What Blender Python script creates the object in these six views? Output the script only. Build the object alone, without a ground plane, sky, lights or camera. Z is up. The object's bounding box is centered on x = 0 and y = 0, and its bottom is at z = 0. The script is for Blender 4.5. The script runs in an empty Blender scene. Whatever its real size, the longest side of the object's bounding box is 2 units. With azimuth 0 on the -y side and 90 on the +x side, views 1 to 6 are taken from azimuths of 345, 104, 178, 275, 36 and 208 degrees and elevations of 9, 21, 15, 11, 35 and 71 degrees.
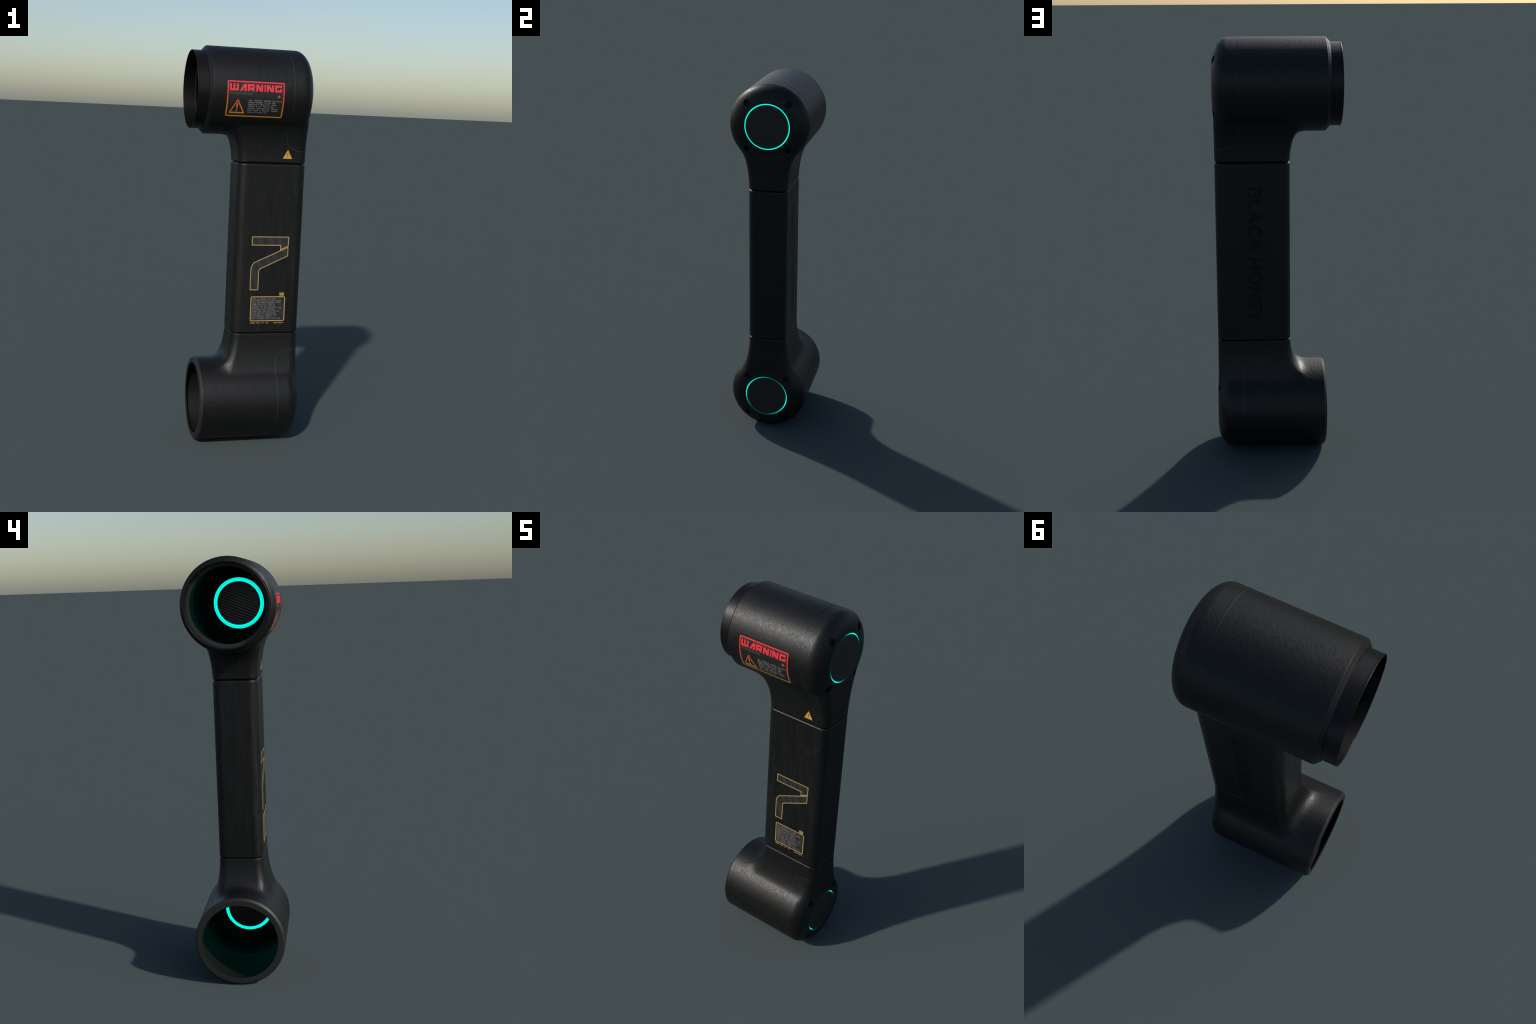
# Robotic arm link: two hollow drum joints (rounded, seamed end caps with glowing
# ring and carbon cover disc) joined by a rounded rectangular tube with printed labels.
import bpy, bmesh, math, random
import numpy as np
from mathutils import Vector
from mathutils.geometry import tessellate_polygon

random.seed(7)
R = 0.2145                      # drum radius
XF = 0.2956                     # front of end cap  (+x); collar rim is at -XF
CX, CR = 0.225, 0.110           # where the cap shoulder starts to round off
SA, SB = XF - CX, R - CR        # shoulder ellipse semi axes
TXA, TXB, THY, TRR = -0.0595, 0.2907, 0.1067, 0.0426   # tube section
RING = 0.1222                   # hole of glow ring
SCR = 0.0180                    # screw hole radius
SCREWS = [(sy * 0.110, sh * 0.1187) for sy in (-1, 1) for sh in (-1, 1)]

# --------------------------------------------------------------------------- materials
def new_mat(name):
    m = bpy.data.materials.new(name); m.use_nodes = True
    nt = m.node_tree
    return m, nt, nt.nodes["Principled BSDF"]

def node(nt, kind, **kw):
    n = nt.nodes.new(kind)
    for k, v in kw.items():
        setattr(n, k, v)
    return n

def noise(nt, vec, scale, detail=4, rough=0.6):
    n = node(nt, "ShaderNodeTexNoise")
    n.inputs["Scale"].default_value = scale
    n.inputs["Detail"].default_value = detail
    n.inputs["Roughness"].default_value = rough
    nt.links.new(vec, n.inputs["Vector"])
    return n.outputs["Fac"]

def mapping(nt, scale=(1, 1, 1), rot=(0, 0, 0)):
    tc = node(nt, "ShaderNodeTexCoord"); mp = node(nt, "ShaderNodeMapping")
    mp.inputs["Scale"].default_value = scale
    mp.inputs["Rotation"].default_value = rot
    nt.links.new(tc.outputs["Object"], mp.inputs["Vector"])
    return mp.outputs["Vector"]

def ramp(nt, fac, stops):
    r = node(nt, "ShaderNodeValToRGB")
    el = r.color_ramp.elements
    while len(el) < len(stops):
        el.new(0.5)
    for e, (p, c) in zip(el, stops):
        e.position = p
        e.color = (c if isinstance(c, tuple) else (c, c, c)) + (1,)
    nt.links.new(fac, r.inputs["Fac"])
    return r.outputs["Color"]

def mix(nt, fac, a, b):
    n = node(nt, "ShaderNodeMix", data_type="RGBA")
    for sock, v in ((n.inputs[0], fac), (n.inputs[6], a), (n.inputs[7], b)):
        if hasattr(v, "is_linked"):
            nt.links.new(v, sock)
        else:
            sock.default_value = v if isinstance(v, float) else tuple(v) + (1,)
    return n.outputs[2]

def bump(nt, bsdf, heights, dist):
    prev = None
    for h, s in heights:
        b = node(nt, "ShaderNodeBump")
        b.inputs["Strength"].default_value = s
        b.inputs["Distance"].default_value = dist
        nt.links.new(h, b.inputs["Height"])
        if prev is not None:
            nt.links.new(prev, b.inputs["Normal"])
        prev = b.outputs["Normal"]
    nt.links.new(prev, bsdf.inputs["Normal"])

def shell_material(name, base, rough, grain=0.35, streak=(1, 1, 1), specks=True, spec=0.5):
    m, nt, b = new_mat(name)
    v = mapping(nt); vs = mapping(nt, streak)
    big = noise(nt, v, 6, 3)
    fine = noise(nt, v, 130, 3, .65)
    scr = noise(nt, vs, 60, 4, .7)
    col = ramp(nt, big, [(0.3, tuple(c * .82 for c in base)), (0.7, tuple(c * 1.18 for c in base))])
    if specks:                                     # sparse rubbed light specks
        s1 = noise(nt, v, 95, 2, .5)
        m1 = ramp(nt, s1, [(0.675, 0.0), (0.75, 1.0)])
        s2 = ramp(nt, noise(nt, v, 4.5, 2), [(0.52, 0.0), (0.70, 0.75)])
        mm = node(nt, "ShaderNodeMath", operation="MULTIPLY")
        nt.links.new(m1, mm.inputs[0]); nt.links.new(s2, mm.inputs[1])
        col = mix(nt, mm.outputs[0], col, (0.065, 0.063, 0.060))
    nt.links.new(col, b.inputs["Base Color"])
    rr = ramp(nt, scr, [(0.30, rough - .11), (0.72, rough + .13)])
    nt.links.new(rr, b.inputs["Roughness"])
    b.inputs["Specular IOR Level"].default_value = spec
    mid = noise(nt, v, 38, 7, .72)
    bump(nt, b, [(fine, grain), (scr, grain * .6), (mid, min(1, grain * 1.2))], 0.0013)
    return m

def plain_material(name, base, rough, spec=0.5, grain=0.0, metallic=0.0):
    m, nt, b = new_mat(name)
    v = mapping(nt)
    f = noise(nt, v, 110, 3)
    col = ramp(nt, f, [(0.3, tuple(c * .85 for c in base)), (0.7, tuple(min(1, c * 1.12) for c in base))])
    nt.links.new(col, b.inputs["Base Color"])
    b.inputs["Roughness"].default_value = rough
    b.inputs["Metallic"].default_value = metallic
    b.inputs["Specular IOR Level"].default_value = spec
    if grain:
        bump(nt, b, [(f, grain)], 0.001)
    return m

M_SHELL = shell_material("black_moulded_shell", (0.0041, 0.0041, 0.0041), 0.445, .50, (3, 1, 1), spec=.36)
M_TUBE = shell_material("black_brushed_tube", (0.0040, 0.0040, 0.0039), 0.455, .30, (1, 1, .12), spec=.35)
M_COLLAR = plain_material("satin_black_collar", (0.0034, 0.0033, 0.0032), 0.38, .30)
M_LINER = plain_material("dark_liner", (0.0060, 0.0057, 0.0053), 0.55, spec=.20, grain=.25)
M_RIM = plain_material("worn_rim", (0.0125, 0.0120, 0.0116), 0.5, grain=.1)
M_PIT = plain_material("dark_recess", (0.003, 0.003, 0.003), 0.6, .20)
M_HOLE = plain_material("black_bore", (0.0015, 0.0015, 0.0015), 0.7, .10)
M_SEAM = plain_material("pale_seam_floor", (0.042, 0.041, 0.040), 0.5, .5)
M_SCREW = plain_material("blackened_screw", (0.0018, 0.0018, 0.0020), 0.55, .12)
M_PRINT_BASE = plain_material("label_backing", (0.0095, 0.0095, 0.0095), 0.5)
M_GREY = plain_material("grey_print", (0.170, 0.168, 0.162), 0.6)
M_PANELGREY = plain_material("fine_grey_print", (0.150, 0.148, 0.145), 0.6)
M_TEAL = plain_material("faded_teal_print", (0.030, 0.062, 0.052), 0.6)
M_YELLOW = plain_material("amber_print", (0.52, 0.285, 0.038), 0.55)
M_DARKPRINT = plain_material("umber_print", (0.16, 0.10, 0.025), 0.6)
def hatched_fill():
    m, nt, b = new_mat("charcoal_fill")
    w = node(nt, "ShaderNodeTexWave", wave_type="BANDS", bands_direction="DIAGONAL")
    w.inputs["Scale"].default_value = 14; w.inputs["Distortion"].default_value = 5
    w.inputs["Detail"].default_value = 3
    nt.links.new(mapping(nt, (1, 1, .35)), w.inputs["Vector"])
    nt.links.new(ramp(nt, w.outputs["Fac"], [(0.15, (0.0105, 0.0102, 0.0105)), (0.85, (0.0200, 0.0195, 0.0195))]), b.inputs["Base Color"])
    b.inputs["Roughness"].default_value = .55
    return m
M_FILL = hatched_fill()
M_LETTER = plain_material("sunken_gloss_black", (0.0016, 0.0016, 0.0017), 0.5, .24)

def gold_material():
    m, nt, b = new_mat("gold_foil_line")
    w = node(nt, "ShaderNodeTexWave", wave_type="BANDS", bands_direction="DIAGONAL")
    w.inputs["Scale"].default_value = 55
    nt.links.new(mapping(nt), w.inputs["Vector"])
    nt.links.new(ramp(nt, w.outputs["Fac"], [(0.1, (0.31, 0.205, 0.062)), (0.9, (0.38, 0.262, 0.080))]), b.inputs["Base Color"])
    b.inputs["Roughness"].default_value = .5
    return m
M_GOLD = gold_material()

def warning_material():                            # red at the top, amber at the bottom
    m, nt, b = new_mat("red_to_amber_print")
    tc = node(nt, "ShaderNodeTexCoord"); sx = node(nt, "ShaderNodeSeparateXYZ")
    nt.links.new(tc.outputs["Object"], sx.inputs[0])
    mr = node(nt, "ShaderNodeMapRange")
    mr.inputs["From Min"].default_value = 1.664; mr.inputs["From Max"].default_value = 1.832
    nt.links.new(sx.outputs["Z"], mr.inputs["Value"])
    nt.links.new(ramp(nt, mr.outputs[0], [(0.0, (0.47, 0.23, 0.018)), (0.25, (0.52, 0.145, 0.018)),
                 (0.62, (0.62, 0.026, 0.034)), (1.0, (0.72, 0.018, 0.034))]), b.inputs["Base Color"])
    col = [l.from_socket for l in nt.links if l.to_socket == b.inputs["Base Color"]][0]
    v = mapping(nt)
    wear = ramp(nt, noise(nt, v, 130, 4, .7), [(0.60, 0.0), (0.72, .75)])
    patch = ramp(nt, noise(nt, v, 9, 2), [(0.45, .15), (0.65, 1.0)])
    mm = node(nt, "ShaderNodeMath", operation="MULTIPLY")
    nt.links.new(wear, mm.inputs[0]); nt.links.new(patch, mm.inputs[1])
    nt.links.new(mix(nt, mm.outputs[0], col, (.055, .04, .04)), b.inputs["Base Color"])
    b.inputs["Roughness"].default_value = .55
    return m
M_WARN = warning_material()

def glow_material():
    m, nt, b = new_mat("cyan_light")
    b.inputs["Base Color"].default_value = (0.0, 0.05, 0.045, 1)
    b.inputs["Emission Color"].default_value = (0.0, 1.0, 0.80, 1)
    b.inputs["Emission Strength"].default_value = 1.0
    b.inputs["Roughness"].default_value = .6
    return m
M_GLOW = glow_material()

def carbon_material(name, base, strength, scale, ang, rough):
    m, nt, b = new_mat(name)
    v = mapping(nt, rot=(ang, 0, 0))
    w = node(nt, "ShaderNodeTexWave", wave_type="BANDS", bands_direction="Z")
    w.inputs["Scale"].default_value = scale
    w.inputs["Distortion"].default_value = .6
    w.inputs["Detail"].default_value = 1.0
    w2 = node(nt, "ShaderNodeTexWave", wave_type="BANDS", bands_direction="Y")
    w2.inputs["Scale"].default_value = scale * 1.15
    w2.inputs["Distortion"].default_value = 1.5
    for q in (w, w2):
        nt.links.new(v, q.inputs["Vector"])
    n = noise(nt, v, 120, 3)
    c1 = ramp(nt, w.outputs["Fac"], [(0.15, tuple(c * .45 for c in base)), (0.6, base)])
    c2 = mix(nt, n, tuple(c * .8 for c in base), tuple(c * 1.3 for c in base))
    nt.links.new(mix(nt, .45, c1, c2), b.inputs["Base Color"])
    b.inputs["Roughness"].default_value = rough
    bump(nt, b, [(w.outputs["Fac"], strength), (w2.outputs["Fac"], strength * .45), (n, strength * .5)], .002)
    return m
M_CARBON = carbon_material("carbon_cover", (0.0125, 0.0135, 0.0130), .22, 34, math.radians(-32), .45)
M_CARBON_IN = carbon_material("carbon_ribbed_back", (0.042, 0.040, 0.038), .26, 24, math.radians(-22), .24)

# --------------------------------------------------------------------------- mesh helpers
class Soup:
    """Collects patches of (vertices, faces, vertex normals, material slot)."""
    def __init__(self):
        self.v, self.f, self.n, self.m, self.c = [], [], [], [], 0
    def add(self, V, F, N, slot=0):
        V = np.asarray(V, float); N = np.asarray(N, float)
        self.v.append(V); self.n.append(N)
        for f in F:
            self.f.append(tuple(int(i) + self.c for i in f)); self.m.append(slot)
        self.c += len(V)
    def build(self, name, mats, parent=None):
        V = np.concatenate(self.v); N = np.concatenate(self.n)
        me = bpy.data.meshes.new(name)
        me.from_pydata(V.tolist(), [], self.f)
        for m in mats:
            me.materials.append(m)
        me.polygons.foreach_set("material_index", self.m)
        me.polygons.foreach_set("use_smooth", [True] * len(self.f))
        me.update()
        # make the winding agree with the wanted normals
        N = N / np.maximum(np.linalg.norm(N, axis=1, keepdims=True), 1e-9)
        bm = bmesh.new(); bm.from_mesh(me); bm.verts.ensure_lookup_table()
        flip = []
        for f in bm.faces:
            s = np.zeros(3)
            for vv in f.verts:
                s += N[vv.index]
            if f.normal.dot(Vector(s)) < 0:
                flip.append(f)
        for f in flip:
            f.normal_flip()
        bm.to_mesh(me); bm.free()
        me.normals_split_custom_set_from_vertices(N.tolist())
        return add_object(name, me, parent)

def add_object(name, me, parent=None):
    ob = bpy.data.objects.new(name, me)
    bpy.context.scene.collection.objects.link(ob)
    if parent is not None:
        ob.parent = parent
    return ob

def soft_profile(pts, c, start_n=None):
    """Profile polyline (a, b) -> list of (point, normal) runs, corners broken by a soft bevel.
       Normal of a segment is its left-hand side rotated: (-db, da)."""
    pts = [np.array(p, float) for p in pts]
    dirs = [(q - p) / np.linalg.norm(q - p) for p, q in zip(pts[:-1], pts[1:])]
    nor = [np.array((-d[1], d[0])) for d in dirs]
    out = []
    for i, (p, q) in enumerate(zip(pts[:-1], pts[1:])):
        L = np.linalg.norm(q - p); e = min(c, .3 * L)
        a = p if i == 0 else p + dirs[i] * e
        b = q if i == len(dirs) - 1 else q - dirs[i] * e
        if i == 0 and start_n is not None:
            out.append((p, np.array(start_n, float)))
            a = p + dirs[i] * e
        out += [(a, nor[i]), (b, nor[i])]
    return out

def lathe(soup, prof, zc, n=128, slot=0):
    """prof: list of ((x, r), (nx, nr)) swept round the drum axis."""
    th = np.linspace(0, 2 * np.pi, n, endpoint=False)
    c, s = np.cos(th), np.sin(th)
    V, N = [], []
    for (x, r), (nx, nr) in prof:
        V.append(np.stack([np.full(n, x), r * c, zc + r * s], -1))
        N.append(np.stack([np.full(n, nx), nr * c, nr * s], -1))
    F = [(k * n + i, k * n + (i + 1) % n, (k + 1) * n + (i + 1) % n, (k + 1) * n + i)
         for k in range(len(prof) - 1) for i in range(n)]
    soup.add(np.concatenate(V), F, np.concatenate(N), slot)

def disc(soup, x, r, yc, zc, nx, n=96, slot=0):
    th = np.linspace(0, 2 * np.pi, n, endpoint=False)
    V = np.stack([np.full(n, x), yc + r * np.cos(th), zc + r * np.sin(th)], -1)
    soup.add(V, [tuple(range(n))], np.tile([nx, 0, 0], (n, 1)), slot)

# --------------------------------------------------------------------------- joint surface
# local frame of a joint: x along the drum, y, h = distance from the drum axis towards the tube
class Joint:
    def __init__(self, zc, sign, hg, hs, xs, xend):
        self.zc, self.sign, self.hg, self.hs, self.xs, self.xend = zc, sign, hg, hs, xs, xend
    def world(self, P):
        return np.stack([P[..., 0], P[..., 1], self.zc + self.sign * P[..., 2]], -1)
    def wnorm(self, N):
        return np.stack([N[..., 0], N[..., 1], self.sign * N[..., 2]], -1)
    def local(self, P):
        return np.stack([P[..., 0], P[..., 1], (P[..., 2] - self.zc) * self.sign], -1)
    def drum(self, p):
        x = p[..., 0]; r = np.hypot(p[..., 1], p[..., 2])
        a = x - CX; b = r - CR
        k0 = np.hypot(a / SA, b / SB); k1 = np.hypot(a / SA ** 2, b / SB ** 2)
        ell = k0 * (k0 - 1) / np.maximum(k1, 1e-6)
        inner = np.maximum(x - XF, r - R)
        return np.where((a > 0) & (b > 0), ell, inner)
    def neck(self, p):
        x, y, h = p[..., 0], p[..., 1], p[..., 2]
        t = np.maximum(self.hg - h, 0)
        fl = np.where(t < .2, t * t, .04 + .4 * (t - .2))      # flare, parabolic then straight
        hy = THY + 0.75 * fl
        xa = TXA - 1.3 * fl
        cx = (xa + TXB) / 2; hx = (TXB - xa) / 2
        qx = np.abs(x - cx) - hx + TRR; qy = np.abs(y) - hy + TRR
        d = np.hypot(np.maximum(qx, 0), np.maximum(qy, 0)) + np.minimum(np.maximum(qx, qy), 0) - TRR
        return np.maximum(d, -h)
    @staticmethod
    def grad(fn, p, e=1e-4):
        g = np.empty_like(p)
        for i in range(3):
            o = np.zeros(3); o[i] = e
            g[..., i] = (fn(p + o) - fn(p - o)) / (2 * e)
        return g
    def sdf(self, p):
        d1, d2 = self.drum(p), self.neck(p)
        g1, g2 = self.grad(self.drum, p, 1e-3), self.grad(self.neck, p, 1e-3)
        dot = (g1 * g2).sum(-1) / np.maximum(np.linalg.norm(g1, axis=-1) * np.linalg.norm(g2, axis=-1), 1e-6)
        k = np.maximum(0.18 * np.minimum(1 - np.clip(dot, -.2, 1), .42), 1e-4)   # no swelling where both run flush
        e = np.clip((p[..., 2] - .02) / .08, 0, 1); k = np.maximum(k * e * e * (3 - 2 * e), 1e-4)
        hh = np.maximum(k - np.abs(d1 - d2), 0) / k
        return np.minimum(d1, d2) - hh ** 3 * k / 6
    def project(self, p, it=4):
        for _ in range(it):
            d = self.sdf(p); g = self.grad(self.sdf, p)
            p = p - g * (np.clip(d, -.01, .01) / np.maximum((g * g).sum(-1), .05))[..., None]
        g = self.grad(self.sdf, p)
        return p, g / np.maximum(np.linalg.norm(g, axis=-1, keepdims=True), 1e-9)
    def seam(self, p):
        """signed distance (negative on the cap side) to the extruded seam line"""
        def g(x, h):
            q0 = (self.xs - x) * .68 + .058; q1 = (h - self.hs) + .058
            return np.hypot(np.maximum(q0, 0), np.maximum(q1, 0)) + np.minimum(np.maximum(q0, q1), 0) - .058
        x, h = p[..., 0], p[..., 2]; e = 1e-4
        gx = (g(x + e, h) - g(x - e, h)) / (2 * e); gh = (g(x, h + e) - g(x, h - e)) / (2 * e)
        return g(x, h) / np.maximum(np.hypot(gx, gh), .3)

def surface_nets(fn, lo, hi, step):
    ax = [np.arange(a, b + step, step) for a, b in zip(lo, hi)]
    G = np.stack(np.meshgrid(*ax, indexing="ij"), -1)
    D = np.concatenate([fn(s) for s in np.array_split(G, 8, 0)], 0)
    S = D < 0
    nx, ny, nz = D.shape
    acc = np.zeros((nx - 1, ny - 1, nz - 1, 3)); cnt = np.zeros((nx - 1, ny - 1, nz - 1))
    quads = []
    for a in range(3):
        n = D.shape[a]
        A = np.take(D, range(n - 1), a); B = np.take(D, range(1, n), a)
        cr = (A < 0) != (B < 0)
        idx = np.argwhere(cr)
        t = A[cr] / (A[cr] - B[cr])
        pos = G[tuple(idx.T)].copy(); pos[:, a] += t * step
        o = [i for i in range(3) if i != a]
        for du in (-1, 0):
            for dv in (-1, 0):
                c = idx.copy(); c[:, o[0]] += du; c[:, o[1]] += dv
                ok = (c >= 0).all(1) & (c < np.array(cnt.shape)).all(1)
                np.add.at(acc, tuple(c[ok].T), pos[ok]); np.add.at(cnt, tuple(c[ok].T), 1)
        q = []
        for du, dv in ((-1, -1), (0, -1), (0, 0), (-1, 0)):
            c = idx.copy(); c[:, o[0]] += du; c[:, o[1]] += dv
            q.append(c)
        quads.append(np.stack(q, 1))
    Q = np.concatenate(quads)
    sh = np.array(cnt.shape)
    Q = Q[((Q >= 0) & (Q < sh)).all((1, 2))]
    flat = Q[..., 0] * sh[1] * sh[2] + Q[..., 1] * sh[2] + Q[..., 2]
    used, inv = np.unique(flat, return_inverse=True)
    V = acc.reshape(-1, 3)[used] / cnt.reshape(-1)[used][:, None]
    q = inv.reshape(-1, 4)
    return V, np.concatenate([q[:, [0, 1, 2]], q[:, [0, 2, 3]]])

def clip(V, T, g):
    """keep g > 0; new vertices where triangle edges cross zero. Returns V, T, ids of cut vertices."""
    g = np.where(np.abs(g) < 1e-7, 1e-7, g)
    V = list(map(tuple, V)); cut = {}; out = []
    def mid(a, b):
        k = (a, b) if a < b else (b, a)
        if k not in cut:
            t = g[k[0]] / (g[k[0]] - g[k[1]])
            cut[k] = len(V)
            p, q = V[k[0]], V[k[1]]
            V.append(tuple(p[i] + t * (q[i] - p[i]) for i in range(3)))
        return cut[k]
    pos = g > 0
    npos = pos[T].sum(1)
    out = T[npos == 3].tolist()
    for t in T[(npos > 0) & (npos < 3)].tolist():
        s = [pos[i] for i in t]
        if sum(s) == 1:
            i = s.index(True); a, b, c = t[i], t[(i + 1) % 3], t[(i + 2) % 3]
            out.append([a, mid(a, b), mid(c, a)])
        else:
            i = s.index(False); a, b, c = t[i], t[(i + 1) % 3], t[(i + 2) % 3]
            x, y = mid(a, b), mid(c, a)
            out += [[x, b, c], [x, c, y]]
    V = np.array(V); T = np.array(out)
    used, inv = np.unique(T, return_inverse=True)
    remap = -np.ones(len(V), int); remap[used] = np.arange(len(used))
    cids = remap[np.array(sorted(cut.values()), int)] if cut else np.array([], int)
    return V[used], inv.reshape(-1, 3), cids[cids >= 0]

def loop_sweep(soup, J, P, Nin, axis, prof, slot=0):
    """Sweep prof [((inward, along), (n_inward, n_along))] along a closed ordered loop P."""
    n = len(P); V, N = [], []
    for (a, b), (na, nb) in prof:
        V.append(P + Nin * a + axis * b); N.append(Nin * na + axis * nb)
    F = [(k * n + i, k * n + (i + 1) % n, (k + 1) * n + (i + 1) % n, (k + 1) * n + i)
         for k in range(len(prof) - 1) for i in range(n)]
    soup.add(J.world(np.concatenate(V)), F, J.wnorm(np.concatenate(N)), slot)

XHAT = np.array((1.0, 0, 0)); HHAT = np.array((0, 0, 1.0))

def build_joint(J, root, upper, names):
    glow_depth = 0.0066 if upper else 0.0124   # how deep the light sits in its groove
    x_open = -0.224 if upper else -0.2195
    ch = 0.0092 if upper else 0.0065           # chamfer at the tube gap
    h_end = J.hg - ch - 0.001
    V, T = surface_nets(J.sdf, (-0.236, -0.222, -0.222), (0.304, 0.222, J.hg + .006), 0.0055)
    V, _ = J.project(V)
    V, T, c = clip(V, T, V[:, 0] - x_open)
    V, T, c = clip(V, T, h_end - V[:, 2])
    # --- split into housing / groove floor / cap
    w = 0.0013
    s = J.seam(V)
    Vh, Th, ch_ids = clip(V, T, s - w)
    Vc, Tc, _ = clip(V, T, -s - w)
    Vb, Tb, _ = clip(V, T, s + w)
    Vb, Tb, _ = clip(Vb, Tb, w - J.seam(Vb))
    def finish(A):
        fixed = (np.abs(A[:, 0] - x_open) < 1e-6) | (np.abs(A[:, 2] - h_end) < 1e-6)
        B, N = J.project(A, 2)
        B[fixed] = A[fixed]
        return B, N
    # --- cap: ring hole and screw holes
    front = Vc[:, 0] > .2
    g = np.where(front, np.hypot(Vc[:, 1], Vc[:, 2]) - RING, 1.0)
    Vc, Tc, _ = clip(Vc, Tc, g)
    for sy, sh in SCREWS:
        front = Vc[:, 0] > .2
        Vc, Tc, _ = clip(Vc, Tc, np.where(front, np.hypot(Vc[:, 1] - sy, Vc[:, 2] - sh) - SCR, 1.0))

    hs = Soup()
    Vh, Nh = finish(Vh)
    hs.add(J.world(Vh), Th, J.wnorm(Nh))
    # groove floor and its walls
    Vb, Nb = finish(Vb)
    floor = Vb - Nb * 0.0016
    hs.add(J.world(floor), Tb, J.wnorm(Nb), 3)
    ed = {}
    for t in Tb.tolist():
        for a, b in ((t[0], t[1]), (t[1], t[2]), (t[2], t[0])):
            k = (min(a, b), max(a, b)); ed[k] = ed.get(k, 0) + 1
    for (a, b), n in ed.items():
        if n == 1:
            hs.add(J.world(np.array([Vb[a], Vb[b], floor[b], floor[a]])), [(0, 1, 2, 3)],
                   J.wnorm(np.tile(Nb[a], (4, 1))), 1)
    # --- open drum end
    e = np.abs(Vh[:, 0] - x_open) < 1e-6
    P = Vh[e]; P = P[np.argsort(np.arctan2(P[:, 2], P[:, 1]))]
    Nin = -P * np.array((0, 1, 1)); Nin /= np.linalg.norm(Nin, axis=1, keepdims=True)
    if upper:
        prof = [(0, 0), (0.0165, -0.0165), (0.0195, -0.0185), (0.0240, -0.0190)]
    else:
        prof = [(0, 0), (0.0085, -0.0100), (0.0110, -0.0111), (0.0345, -0.0111)]
    sp = soft_profile(prof, .0014, start_n=(1.0, 0.0))
    sp = [(p, (-abs(nn[0]), -abs(nn[1]))) for p, nn in sp]
    loop_sweep(hs, J, P, Nin, XHAT, sp, 0 if upper else 2)
    # --- neck end: chamfer then a dark collar set back into the gap
    e = np.abs(Vh[:, 2] - h_end) < 1e-6
    P = Vh[e]; cxm = .115
    P = P[np.argsort(np.arctan2(P[:, 1], P[:, 0] - cxm))]
    _, Nn = J.project(P, 0)
    Nn[:, 2] = 0; Nn /= np.linalg.norm(Nn, axis=1, keepdims=True)
    sp = []
    for a in np.linspace(0, np.pi / 2, 7):
        sp.append(((ch * (1 - np.cos(a)), ch * np.sin(a)), (-np.cos(a), np.sin(a))))
    loop_sweep(hs, J, P, -Nn, HHAT, sp)
    sp = [((ch, ch), (0, 1)), ((ch + .006, ch), (0, 1)), ((ch + .006, ch), (-1, 0)), ((ch + .006, ch + .012), (-1, 0))]
    loop_sweep(hs, J, P, -Nn, HHAT, sp, 1)
    housing = hs.build(names[0], [M_SHELL, M_PIT, M_RIM, M_SEAM], root)

    # --- cap
    cs = Soup()
    Vc, Nc = finish(Vc)
    # keep hole edges exactly on their circles
    def edge_ids(cy, chh, rad):
        d = np.hypot(Vc[:, 1] - cy, Vc[:, 2] - chh)
        return np.where((np.abs(d - rad) < 3e-4) & (Vc[:, 0] > .2))[0]
    def ordered(ids, cy, chh):
        P = Vc[ids]
        return P[np.argsort(np.arctan2(P[:, 2] - chh, P[:, 1] - cy))]
    for cy, chh, rad in [(0, 0, RING)] + [(a, b, SCR) for a, b in SCREWS]:
        ids = edge_ids(cy, chh, rad)
        q = Vc[ids][:, 1:] - np.array((cy, chh))
        Vc[ids, 1:] = np.array((cy, chh)) + q / np.linalg.norm(q, axis=1, keepdims=True) * rad
    cs.add(J.world(Vc), Tc, J.wnorm(Nc))
    for cy, chh, rad in [(0, 0, RING)] + [(a, b, SCR) for a, b in SCREWS]:
        P = ordered(edge_ids(cy, chh, rad), cy, chh)
        n = len(P)
        out = P - np.array((0, cy, chh)); out[:, 0] = 0
        out /= np.linalg.norm(out, axis=1, keepdims=True)
        big = rad > .1
        deep = XF - glow_depth - .0005 if big else 0.252
        A = P.copy(); A[:, 0] -= .0012; A -= out * .0009
        B = A.copy(); B[:, 0] = deep
        F = [(i, (i + 1) % n, n + (i + 1) % n, n + i) for i in range(n)]
        cs.add(J.world(np.concatenate([P, A])), F,
               J.wnorm(np.concatenate([XHAT - out * .1, XHAT * .4 - out])), 0)
        cs.add(J.world(np.concatenate([A, B])), F, J.wnorm(np.concatenate([-out, -out])), 0 if big else 2)
        if not big:
            cs.add(J.world(B), [tuple(range(n))], np.tile(XHAT, (n, 1)), 2)
            m = 32; th = np.linspace(0, 2 * np.pi, m, endpoint=False)     # boss seen from inside
            C = np.stack([np.full(m, .266), cy + .0215 * np.cos(th), chh + .0215 * np.sin(th)], -1)
            D = C.copy(); D[:, 0] = .246
            nn = np.stack([0 * th, np.cos(th), np.sin(th)], -1)
            Fm = [(i, (i + 1) % m, m + (i + 1) % m, m + i) for i in range(m)]
            cs.add(J.world(np.concatenate([C, D])), Fm, J.wnorm(np.concatenate([nn, nn])), 1)
            cs.add(J.world(D), [tuple(range(m))], np.tile(-XHAT, (m, 1)), 1)
    # inside of the cap dome
    a = np.linspace(0, np.pi / 2 - .14, 14)
    ins = [((J.xend, .2060), (0, -1)), ((CX, .2060), (0, -1))]
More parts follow.
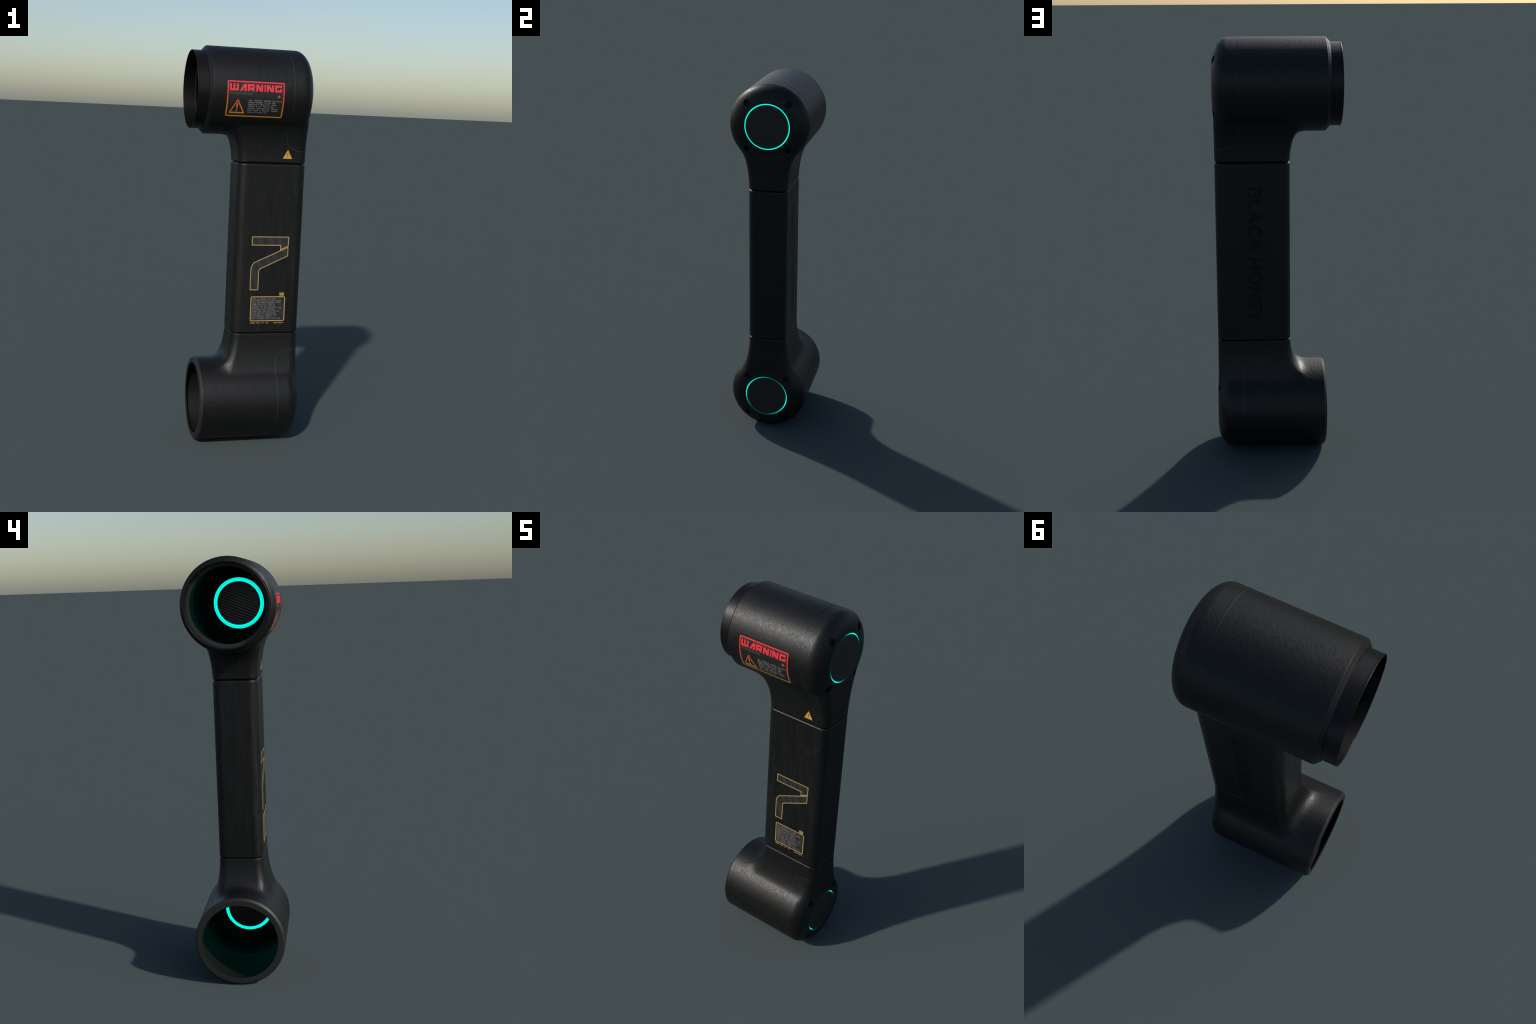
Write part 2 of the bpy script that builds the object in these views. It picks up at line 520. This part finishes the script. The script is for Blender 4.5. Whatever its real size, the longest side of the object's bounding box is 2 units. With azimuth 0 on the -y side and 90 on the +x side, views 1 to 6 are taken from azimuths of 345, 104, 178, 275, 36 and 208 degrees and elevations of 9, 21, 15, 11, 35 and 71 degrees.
    ins += [((CX + (SA - .007) * np.sin(t), CR + (SB - .0085) * np.cos(t)), (-np.sin(t) / SA * .08, -np.cos(t) / SB * .08)) for t in a]
    ins += [((XF - .0075, RING + .001), (-1, 0))]
    lathe(cs, ins, J.zc, slot=1)
    cap = cs.build(names[1], [M_SHELL, M_PIT, M_HOLE], housing)

    # --- liner tube
    ls = Soup()
    r_in, r_op = .2088, (.1700 if upper else .1800)
    x0 = -.2310 if upper else -.2260
    lathe(ls, [((-.2380 if upper else -.2305, r_op), (0, -1)), ((x0, r_op), (0, -1))], J.zc)
    lathe(ls, [((x0, r_op), (1, 0)), ((x0, r_in), (1, 0))], J.zc)
    lathe(ls, [((x0, r_in), (0, -1)), ((J.xend, r_in), (0, -1))], J.zc)
    lathe(ls, [((J.xend, r_in), (-1, 0)), ((J.xend, .2060), (-1, 0))], J.zc, slot=1)
    ls.build(names[2], [M_LINER, M_PIT], housing)
    if upper:
        ks = Soup()
        # collar: outer band with a faint rolled rim, inner wall, inner ledge
        outer = soft_profile([(-.2425, .1905), (-.2880, .1905), (-.2895, .1911), (-.2945, .1911), (-XF, .1900), (-XF, .1886),
                              (-.2945, .1876), (-.2895, .1876), (-.2415, .1878)], .0012)
        lathe(ks, [((p[0], p[1]), (-nn[0], -nn[1])) for p, nn in outer], J.zc, slot=0)
        ledge = soft_profile([(-.2390, .1880), (-.2390, .1850), (-.2375, .1710), (-.2370, .1700)], .0010)
        lathe(ks, [((p[0], p[1]), (-nn[0], -nn[1])) for p, nn in ledge], J.zc, slot=1)
        ks.build("mounting_collar", [M_COLLAR, M_RIM], housing)

    # --- glowing ring: bottom of the groove in front, stepped light band behind
    gs = Soup()
    xg = XF - glow_depth
    lathe(gs, [((xg, .1130), (1, 0)), ((xg, RING + .002), (1, 0))], J.zc)
    lathe(gs, [((xg - .003, .1245), (-1, 0)), ((xg - .0045, .1186), (-1, 0))], J.zc)
    lathe(gs, [((xg - .0075, .1176), (-1, 0)), ((xg - .0090, .1066), (-1, 0))], J.zc)
    ring = gs.build(names[3], [M_GLOW], housing)
    gd = Soup()
    lathe(gd, [((xg - .0045, .1186), (0, -1)), ((xg - .0075, .1176), (0, -1))], J.zc)
    lathe(gd, [((xg - .0090, .1066), (0, -1)), ((xg - .0010, .1064), (0, -1))], J.zc)
    lathe(gd, [((xg - .003, .1245), (0, 1)), ((xg, .1247), (0, 1)), ((xg, RING + .002), (1, 0))], J.zc)
    gd.build("light_frame" if upper else "light_frame", [M_PIT], housing)
    # --- cover disc
    ds = Soup()
    rim = soft_profile([(xg, .1148), (XF - .0012, .1148), (XF - .0002, .1136)], .0004)
    lathe(ds, [((p[0], p[1]), (-nn[0] if False else abs(nn[0]), abs(nn[1]))) for p, nn in rim], J.zc)
    disc(ds, XF - .0002, .1136, 0, J.zc, 1)
    ds.build("cover_disc", [M_CARBON], housing)
    bs = Soup()
    disc(bs, xg - .0020, .1085, 0, J.zc, -1)
    bs.build("cover_back", [M_CARBON_IN], housing)
    # --- screws
    for sy, sh in SCREWS:
        o = screw_mesh_object(housing)
        o.location = (0.252, sy, J.zc + J.sign * sh)
    return housing

SCREW_ME = None
def screw_mesh_object(parent):
    """Socket-head cap screw: chamfered round head with a hexagonal recess."""
    global SCREW_ME
    if SCREW_ME is None:
        bm = bmesh.new()
        m = 36
        rings = []
        def ring(fn, x):
            vs = []
            for i in range(m):
                a = 2 * math.pi * i / m
                r = fn(a); vs.append(bm.verts.new((x, r * math.cos(a), r * math.sin(a))))
            return vs
        hexa = lambda a: .0062 / math.cos((a % (math.pi / 3)) - math.pi / 6)
        seq = [ring(lambda a: .0135, -.001), ring(lambda a: .0135, .0065), ring(lambda a: .0125, .0078), ring(hexa, .0078), ring(hexa, .002)]
        for A, B in zip(seq[:-1], seq[1:]):
            for i in range(m):
                bm.faces.new((A[i], A[(i + 1) % m], B[(i + 1) % m], B[i]))
        bm.faces.new(seq[-1])
        bmesh.ops.recalc_face_normals(bm, faces=bm.faces)
        SCREW_ME = bpy.data.meshes.new("screw"); bm.to_mesh(SCREW_ME); bm.free()
        SCREW_ME.materials.append(M_SCREW)
    o = bpy.data.objects.new("screw", SCREW_ME)
    bpy.context.scene.collection.objects.link(o); o.parent = parent
    return o

# --------------------------------------------------------------------------- tube
def rrect_loop(n=14):
    pts, nor = [], []
    for cx, cy, a0 in ((TXB - TRR, THY - TRR, 0), (TXA + TRR, THY - TRR, 90), (TXA + TRR, -THY + TRR, 180), (TXB - TRR, -THY + TRR, 270)):
        for i in range(n + 1):
            a = math.radians(a0 + 90 * i / n)
            pts.append((cx + TRR * math.cos(a), cy + TRR * math.sin(a))); nor.append((math.cos(a), math.sin(a)))
    return np.array(pts), np.array(nor)

def text_mesh(body, size):
    cu = bpy.data.curves.new("tmp", "FONT"); cu.body = body; cu.size = size; cu.resolution_u = 6
    cu.offset = size * .018
    ob = bpy.data.objects.new("tmp", cu); bpy.context.scene.collection.objects.link(ob)
    dg = bpy.context.evaluated_depsgraph_get()
    me = bpy.data.meshes.new_from_object(ob.evaluated_get(dg))
    bpy.data.objects.remove(ob); bpy.data.curves.remove(cu)
    V = np.array([v.co[:] for v in me.vertices]); F = [tuple(p.vertices) for p in me.polygons]
    bpy.data.meshes.remove(me)
    return V[:, :2], F

def build_tube(root, z0, z1, c0, c1):
    pts, nor = rrect_loop()
    n = len(pts)
    bm = bmesh.new()
    lev = [(z0 - .004, c0 + .006), (z0, c0 + .006)]
    aa = [math.pi / 2 * i / 6 for i in range(7)]
    lev += [(z0 + c0 * (1 - math.cos(a)), c0 * (1 - math.sin(a))) for a in aa]
    lev += [(z1 - c1 * (1 - math.cos(a)), c1 * (1 - math.sin(a))) for a in aa[::-1]]
    lev += [(z1, c1 + .006), (z1 + .004, c1 + .006)]
    rings = [[bm.verts.new((p[0] - q[0] * ins, p[1] - q[1] * ins, z)) for p, q in zip(pts, nor)] for z, ins in lev]
    for A, B in zip(rings[:-1], rings[1:]):
        for i in range(n):
            bm.faces.new((A[i], A[(i + 1) % n], B[(i + 1) % n], B[i]))
    bm.faces.new(rings[0][::-1]); bm.faces.new(rings[-1])
    bmesh.ops.recalc_face_normals(bm, faces=bm.faces)
    me = bpy.data.meshes.new("arm_tube"); bm.to_mesh(me); bm.free()
    me.materials.append(M_TUBE); me.materials.append(M_LETTER)
    ob = add_object("arm_tube", me, root)
    # engraved word on the back: letters run downwards, their tops towards -x
    bm = bmesh.new()
    def letter(ch, za, zb):
        V, F = fill2d([LOGO[ch]])
        vs = []
        for y in (THY + .004, THY - .0007):
            vs.append([bm.verts.new((.1402 - u[1] * .0640, y, za + (zb - za) * u[0])) for u in V])
        for f in F:
            bm.faces.new([vs[0][i] for i in f]); bm.faces.new([vs[1][i] for i in f][::-1])
        base = 0
        for loop in LOGO[ch]:
            m = len(loop)
            for i in range(m):
                a, b = base + i, base + (i + 1) % m
                bm.faces.new((vs[0][a], vs[0][b], vs[1][b], vs[1][a]))
            base += m
    rows = [("B", 235, 328), ("L", 338, 415), ("A", 422, 535), ("C", 545, 652), ("K", 668, 770),
            ("H", 815, 915), ("O", 928, 1052), ("N", 1068, 1168), ("E", 1182, 1258), ("Y", 1264, 1370)]
    zof = lambda v: 1.3228 + (v - 235) * (0.6703 - 1.3228) / (1370 - 235)
    for chh, a, b in rows:
        letter(chh, zof(a), zof(b))
    bmesh.ops.recalc_face_normals(bm, faces=bm.faces)
    cme = bpy.data.meshes.new("cutter"); bm.to_mesh(cme); bm.free()
    cme.materials.append(M_LETTER)
    cut = add_object("cutter", cme)
    md = ob.modifiers.new("engrave", "BOOLEAN"); md.object = cut; md.operation = "DIFFERENCE"; md.solver = "EXACT"
    try:
        md.material_mode = "TRANSFER"
    except Exception:
        pass
    dg = bpy.context.evaluated_depsgraph_get()
    res = bpy.data.meshes.new_from_object(ob.evaluated_get(dg))
    ob.modifiers.clear()
    old = ob.data; ob.data = res; bpy.data.meshes.remove(old); res.name = "arm_tube"
    bpy.data.objects.remove(cut); bpy.data.meshes.remove(cme)
    # smooth normals on the outer wall, flat elsewhere
    ln = []
    for p in res.polygons:
        p.use_smooth = True
        for li in p.loop_indices:
            co = res.vertices[res.loops[li].vertex_index].co
            nn = p.normal
            if p.material_index == 0:
                cx = (TXA + TXB) / 2
                qx = abs(co.x - cx) - (TXB - TXA) / 2 + TRR; qy = abs(co.y) - THY + TRR
                v = Vector((math.copysign(max(qx, 0), co.x - cx), math.copysign(max(qy, 0), co.y), 0))
                ins = TRR - v.length
                if abs(nn.z) < .1 and abs(ins) < 5e-4:
                    nn = v.normalized()
                elif abs(nn.z) < .995 and -1e-4 < ins < max(c0, c1) + 1e-4:        # rounded lips
                    c = c0 if co.z < 1 else c1
                    r = max(-1, min(1, 1 - ins / c))
                    nn = v.normalized() * r + Vector((0, 0, math.copysign(math.sqrt(1 - r * r), nn.z)))
            ln.append(tuple(nn))
    res.normals_split_custom_set(ln)
    return ob

# --------------------------------------------------------------------------- printed decals
def fill2d(shapes):
    """shapes: list of polygons, each a list of loops (outer, holes...). -> 2D verts, tris"""
    V, F = [], []
    for loops in shapes:
        base = len(V)
        fl = [p for l in loops for p in l]
        tri = tessellate_polygon([[Vector((p[0], p[1], 0)) for p in l] for l in loops])
        V += fl; F += [tuple(base + i for i in t) for t in tri]
    return V, F

def decal(name, shapes, place, up, mats, parent, slice_v=None, stuff=False, VF=None):
    """Thin raised print: place(u, v, offset) gives points; cut into strips so that it follows curves."""
    V, F = VF if VF else fill2d(shapes)
    bm = bmesh.new()
    vs = [bm.verts.new((p[0], p[1], 0)) for p in V]
    for f in F:
        try:
            bm.faces.new([vs[i] for i in f])
        except ValueError:
            pass
    if slice_v:
        lo = min(p[1] for p in V); hi = max(p[1] for p in V)
        k = math.ceil(lo / slice_v)
        while k * slice_v < hi:
            g = bm.verts[:] + bm.edges[:] + bm.faces[:]
            bmesh.ops.bisect_plane(bm, geom=g, plane_co=(0, k * slice_v, 0), plane_no=(0, 1, 0), dist=1e-7)
            k += 1
    bm.verts.ensure_lookup_table(); bm.verts.index_update()
    UV = np.array([v.co[:2] for v in bm.verts])
    top, nrm = place(UV, up); low, _ = place(UV, -.0006)
    s = Soup()
    faces = [tuple(v.index for v in f.verts) for f in bm.faces]
    s.add(top, faces, nrm)
    for e in bm.edges:
        if len(e.link_faces) == 1:
            a, b = e.verts[0].index, e.verts[1].index
            q = np.array([top[a], top[b], low[b], low[a]])
            c = e.link_faces[0].calc_center_median()
            n = np.cross(q[1] - q[0], q[2] - q[1]); l = np.linalg.norm(n)
            if l < 1e-12:
                continue
            inn = place(np.array([c[:2]]), up)[0][0] - q[0]
            n = n / l
            if n @ inn > 0:
                n = -n
            s.add(q, [(0, 1, 2, 3)], np.tile(n, (4, 1)))
    bm.free()
    ob = s.build(name, mats, parent)
    if stuff:
        ob["kind"] = "stuff"
    return ob

def rounded(x0, x1, y0, y1, r, n=5):
    out = []
    for cx, cy, a0 in ((x1 - r, y1 - r, 0), (x0 + r, y1 - r, 90), (x0 + r, y0 + r, 180), (x1 - r, y0 + r, 270)):
        for i in range(n + 1):
            a = math.radians(a0 + 90 * i / n)
            out.append((cx + r * math.cos(a), cy + r * math.sin(a)))
    return out

def rect(x0, x1, y0, y1):
    return [(x0, y0), (x1, y0), (x1, y1), (x0, y1)]

def frame(x0, x1, y0, y1, r, t):
    return [rounded(x0, x1, y0, y1, r), rounded(x0 + t, x1 - t, y0 + t, y1 - t, max(r - t, .0008))]

def ribbon(pts, w):
    """closed outline of constant width w centred on pts (mitred)"""
    P = [np.array(p, float) for p in pts]; n = len(P); o, i = [], []
    for k in range(n):
        d1 = P[k] - P[k - 1]; d2 = P[(k + 1) % n] - P[k]
        d1 /= np.linalg.norm(d1); d2 /= np.linalg.norm(d2)
        n1 = np.array((-d1[1], d1[0])); n2 = np.array((-d2[1], d2[0]))
        m = (n1 + n2); m /= max(1 + n1 @ n2, .35)
        o.append(tuple(P[k] + m * w / 2)); i.append(tuple(P[k] - m * w / 2))
    return [o, i]

def glyph(x, y, w, h, t):
    """one illegible micro character made of a few short strokes"""
    bars = [rect(x, x + t, y, y + h), rect(x + w - t, x + w, y, y + h), rect(x, x + w, y + h - t, y + h),
            rect(x, x + w, y, y + t), rect(x, x + w, y + h / 2 - t / 2, y + h / 2 + t / 2), rect(x + w / 2 - t / 2, x + w / 2 + t / 2, y, y + h)]
    pick = random.sample(range(6), random.choice((2, 3, 3, 4)))
    return [[bars[i]] for i in pick]

def micro_line(x0, x1, y, h, words=None):
    """row of micro characters broken into words; words = list of (start, end)"""
    out = []
    gw = h * .62
    if words is None:
        words = []; x = x0
        while x < x1 - gw * 2:
            L = random.randint(2, 8) * gw * 1.25
            e = min(x + L, x1); words.append((x, e)); x = e + gw * random.uniform(.9, 1.6)
    for a, b in words:
        x = a
        while x + gw <= b + 1e-6:
            out += glyph(x, y, gw, h, h * .2)
            x += gw * 1.27
    return out

def arc(cx, cy, rx, ry, a0, a1, n=14):
    return [(cx + rx * math.cos(math.radians(a0 + (a1 - a0) * i / n)), cy + ry * math.sin(math.radians(a0 + (a1 - a0) * i / n))) for i in range(n + 1)]

# bold grotesque capitals on a unit square, for the engraved word
LOGO = {
    "B": [[(0, 0), (.60, 0)] + arc(.66, .28, .34, .28, -80, 62) + [(.78, .53)] + arc(.62, .74, .30, .26, -35, 90) + [(0, 1)],
          [(.24, .18), (.24, .43), (.60, .43)] + arc(.62, .305, .14, .125, 80, -80, 8) + [(.60, .18)],
          [(.24, .61), (.24, .82), (.56, .82)] + arc(.58, .715, .12, .105, 80, -80, 8) + [(.56, .61)]],
    "L": [[(0, 0), (1, 0), (1, .20), (.30, .20), (.30, 1), (0, 1)]],
    "A": [[(0, 0), (.24, 0), (.32, .22), (.68, .22), (.76, 0), (1, 0), (.62, 1), (.38, 1)], [(.39, .40), (.50, .76), (.61, .40)]],
    "C": [arc(.52, .5, .52, .5, 40, 320, 26) + arc(.52, .5, .28, .30, 318, 42, 22)],
    "K": [[(0, 0), (.25, 0), (.25, .30), (.38, .44), (.70, 0), (1, 0), (.55, .60), (.97, 1), (.66, 1), (.25, .58), (.25, 1), (0, 1)]],
    "H": [[(0, 0), (.25, 0), (.25, .41), (.75, .41), (.75, 0), (1, 0), (1, 1), (.75, 1), (.75, .60), (.25, .60), (.25, 1), (0, 1)]],
    "O": [arc(.5, .5, .5, .5, 0, 350, 35), arc(.5, .5, .28, .31, 0, 350, 35)],
    "N": [[(0, 0), (.24, 0), (.24, .62), (.74, 0), (1, 0), (1, 1), (.76, 1), (.76, .38), (.26, 1), (0, 1)]],
    "E": [[(0, 0), (1, 0), (1, .19), (.30, .19), (.30, .41), (.90, .41), (.90, .60), (.30, .60), (.30, .81), (.98, .81), (.98, 1), (0, 1)]],
    "Y": [[(.375, 0), (.625, 0), (.625, .40), (1, 1), (.72, 1), (.50, .60), (.28, 1), (0, 1), (.375, .40)]],
}

LETTERS = {
    "W": [[(0, .06), (0, 1), (.21, 1), (.21, .32), (.395, .32), (.395, 1), (.60, 1), (.60, .32), (.79, .32), (.79, 1), (1, 1), (1, .12), (.93, 0), (.06, 0)]],
    "A": [[(0, 0), (.58, .94), (.66, 1), (1, 1), (1, 0), (.50, 0), (.66, .22), (.74, .22), (.74, .52), (.33, 0)]],
    "R": [[(0, 0), (0, 1), (.93, 1), (1, .93), (1, .40), (.93, .33), (.86, .30), (1, .06), (1, 0), (.70, 0), (.47, .24), (.30, .24), (.30, 0)],
          [(.30, .55), (.78, .55), (.80, .58), (.80, .72), (.30, .72)]],
    "N": [[(0, 0), (0, .95), (.05, 1), (.30, 1), (.37, .95), (.72, .46), (.72, 1), (1, 1), (1, 0), (.66, 0), (.60, .05), (.28, .50), (.28, 0)]],
    "I": [[(0, 0), (0, 1), (1, 1), (1, 0)]],
    "G": [[(0, .06), (0, .94), (.07, 1), (1, 1), (1, .70), (.28, .70), (.28, .31), (.72, .31), (.72, .50), (1, .50), (1, 0), (.07, 0)]],
}

def build_warning_label(J, parent):
    def place(UV, off):
        th = UV[:, 1] / R
        p = np.stack([UV[:, 0], -R * np.cos(th), -R * np.sin(th)], -1)      # h points down in the upper joint
        p, n = J.project(p, 5)
        return J.world(p + n * off), J.wnorm(n)
    sl = .0085
    decal("label_backing", [[rounded(-.1590, .1243, -.1297, .0460, .006)]], place, .0003, [M_PRINT_BASE], parent, sl)
    decal("label_frame", [frame(-.1590, .1243, -.1297, .0460, .007, .0060)], place, .0008, [M_WARN], parent, sl)
    word = [("W", -.1478, -.1045), ("A", -.0996, -.0655), ("R", -.0600, -.0255), ("N", -.0182, .0150), ("I", .0220, .0295), ("N", .0343, .0693), ("G", .0755, .1103)]
    shapes = [[[(x0 + (x1 - x0) * px, -.0012 + .0335 * py) for px, py in loop] for loop in LETTERS[c]] for c, x0, x1 in word]
    for sh, (c, _, _) in zip(shapes, word):
        decal("label_letter", [sh], place, .0008, [M_WARN], parent, sl)
    V, F = text_mesh("WARNING", 1.0)
    lo, hi = V.min(0), V.max(0)
    U = (V - lo) / (hi - lo)
    decal("faded_word", None, place, .0006, [M_TEAL], parent, sl,
          VF=([(-.149 + u[0] * .1145, -.0195 + u[1] * .0130) for u in U], F))
    tri_o = [(-.1446, -.1122), (-.0646, -.1122), (-.1050, -.0380)]
    def soft_tri(pts, r):
        out = []
        P = [np.array(p) for p in pts]
        for k in range(3):
            a = P[k - 1] - P[k]; b = P[(k + 1) % 3] - P[k]
            a /= np.linalg.norm(a); b /= np.linalg.norm(b)
            for t in (0, .25, .5, .75, 1):
                out.append(tuple(P[k] + a * r * (1 - t) ** 2 + b * r * t ** 2))
        return out
    decal("hazard_triangle", [[soft_tri(tri_o, .008), soft_tri([(-.1362, -.1052), (-.0752, -.1052), (-.1056, -.0490)], .002)]],
          place, .0008, [M_WARN], parent, sl)
    decal("exclamation_mark", [[[(-.1044, -.0905), (-.1078, -.0905), (-.1105, -.0625), (-.1090, -.0600), (-.1035, -.0600), (-.1017, -.0625)]],
          [rounded(-.1103, -.1023, -.1000, -.0945, .0022)]], place, .0008, [M_WARN], parent, sl)
    c = (.0972, -.0212); a, b = .0108, .0026
    decal("star_mark", [[[(c[0] - a, c[1]), (c[0] - b, c[1] - b), (c[0], c[1] - a), (c[0] + b, c[1] - b), (c[0] + a, c[1]),
                          (c[0] + b, c[1] + b), (c[0], c[1] + a), (c[0] - b, c[1] + b)]]], place, .0008, [M_GREY], parent, sl)
    rows = [(-.0440, [(-.050, -.033), (-.025, .017), (.022, .059), (.066, .079), (.084, .113)]),
            (-.0538, [(-.052, -.025), (-.020, .021), (.029, .038), (.044, .057), (.064, .082)]),
            (-.0636, [(-.053, -.008), (-.003, .003), (.006, .028), (.034, .058), (.066, .092)]),
            (-.0734, [(-.053, -.022), (-.013, -.004), (.002, .014), (.021, .043), (.049, .053), (.060, .073)]),
            (-.0832, [(-.053, -.015), (-.008, .037), (.044, .056), (.063, .095)]),
            (-.0932, [(-.053, -.029), (-.022, .001), (.008, .014), (.020, .059), (.066, .097)]),
            (-.1036, [(-.053, -.030), (-.026, -.004), (.001, .024), (.030, .046)])]
    sh = []
    for v, words in rows:
        sh += micro_line(0, 0, v - .0030, .0058, words)
    decal("label_fine_print", sh, place, .0006, [M_GREY], parent, None, True)

def build_neck_sign(J, parent):
    def place(UV, off):
        p = np.stack([UV[:, 0], np.full(len(UV), -THY - .002), J.zc - UV[:, 1]], -1)
        p, n = J.project(p, 5)
        return J.world(p + n * off), J.wnorm(n)
    decal("amber_triangle", [[[(.1622, 1.4640), (.2112, 1.4640), (.2095, 1.4668), (.1885, 1.5068), (.1860, 1.5068), (.1640, 1.4668)]]], place, .0007, [M_YELLOW], parent, .01)
    decal("exclamation_mark", [[[(.1848, 1.4790), (.1888, 1.4790), (.1900, 1.4925), (.1836, 1.4925)][::-1]], [rect(.1835, .1903, 1.4722, 1.4752)]],
          place, .0012, [M_DARKPRINT], parent)

def build_tube_prints(parent):
    def place(UV, off):
        n = len(UV)
        return (np.stack([UV[:, 0], np.full(n, -THY - off), UV[:, 1]], -1), np.tile([0, -1.0, 0], (n, 1)))
    w = .0042
    top = [(.0245, 1.0696), (.2148, 1.0696), (.2138, 1.0245), (.1742, 1.0055), (.1738, 1.0278), (.0245, 1.0278)]
    arc_o = [(.0238 + .0420 * (1 - math.cos(a)) , .900 + .0480 * math.sin(a)) for a in [math.radians(10 + 10 * i) for i in range(6)]]
    low = [(.2130, 1.0176), (.2134, .9738), (.0740, .9082), (.0672, .9030), (.0648, .8950), (.0648, .7994), (.0238, .7994), (.0238, .9000)] + arc_o + [(.0540, .9450), (.0610, .9485)]
    decal("emblem_fill", [[top], [low]], place, .0003, [M_FILL], parent)
    decal("emblem_outline", [ribbon(top, w)], place, .0009, [M_GOLD], parent)
    decal("emblem_outline", [ribbon(low, w)], place, .0009, [M_GOLD], parent)
    decal("plate_fill", [[rounded(.0295, .2110, .6370, .7650, .009)]], place, .0003, [M_FILL], parent)
    decal("plate_frame", [frame(.0290, .2115, .6365, .7655, .010, .0048)], place, .0009, [M_GOLD], parent)
    bars = []; x = .1797
    for i in range(5):
        bars.append([rect(x, x + .0041, .7668, .7845)]); x += .0050
    decal("plate_tab", bars + [[rect(.1797, .2040, .7660, .7690)]], place, .0008, [M_GOLD], parent)
    decal("gold_fine_print", micro_line(0, 0, .6245, .0068, [(.0313, .0583), (.0655, .0820), (.0899, .0945), (.1000, .1061), (.1136, .1268), (.1385, .1400), (.1540, .1680), (.1715, .1760), (.1790, .1990), (.2030, .2095)])
          + [[rect(a, b, .6262, .6295)] for a, b in ((.0313, .0583), (.0655, .0820), (.1136, .1268), (.1540, .1680), (.1880, .1990))], place, .0008, [M_GOLD], parent, None, True)
    sh = []
    ends = [.162, .193, .193, .155, .178, .194, .166, .188, .174, .172, .145, .199]
    for i, e in enumerate(ends):
        sh += micro_line(.0385, e, .7480 - i * .00905, .0068)
    decal("plate_fine_print", sh, place, .0006, [M_PANELGREY], parent, None, True)

# --------------------------------------------------------------------------- assemble
root = bpy.data.objects.new("robot_arm_link", None)
bpy.context.scene.collection.objects.link(root)
root["label"] = "black robotic arm link with two hollow drum joints and cyan light rings"
root["category"] = "robot arm segment"

UP = Joint(2.0 - R, -1.0, 2.0 - R - 1.4375, 2.0 - R - 1.5015, .1765, .166)
LO = Joint(R, 1.0, .5745 - R, .4885 - R, .1690, .160)
h_up = build_joint(UP, root, True, ("joint_housing", "end_cap", "inner_liner", "glow_ring"))
h_lo = build_joint(LO, root, False, ("joint_housing", "end_cap", "inner_liner", "glow_ring"))
tube = build_tube(root, .5755, 1.4360, .0065, .0092)
build_warning_label(UP, h_up)
build_neck_sign(UP, h_up)
build_tube_prints(tube)
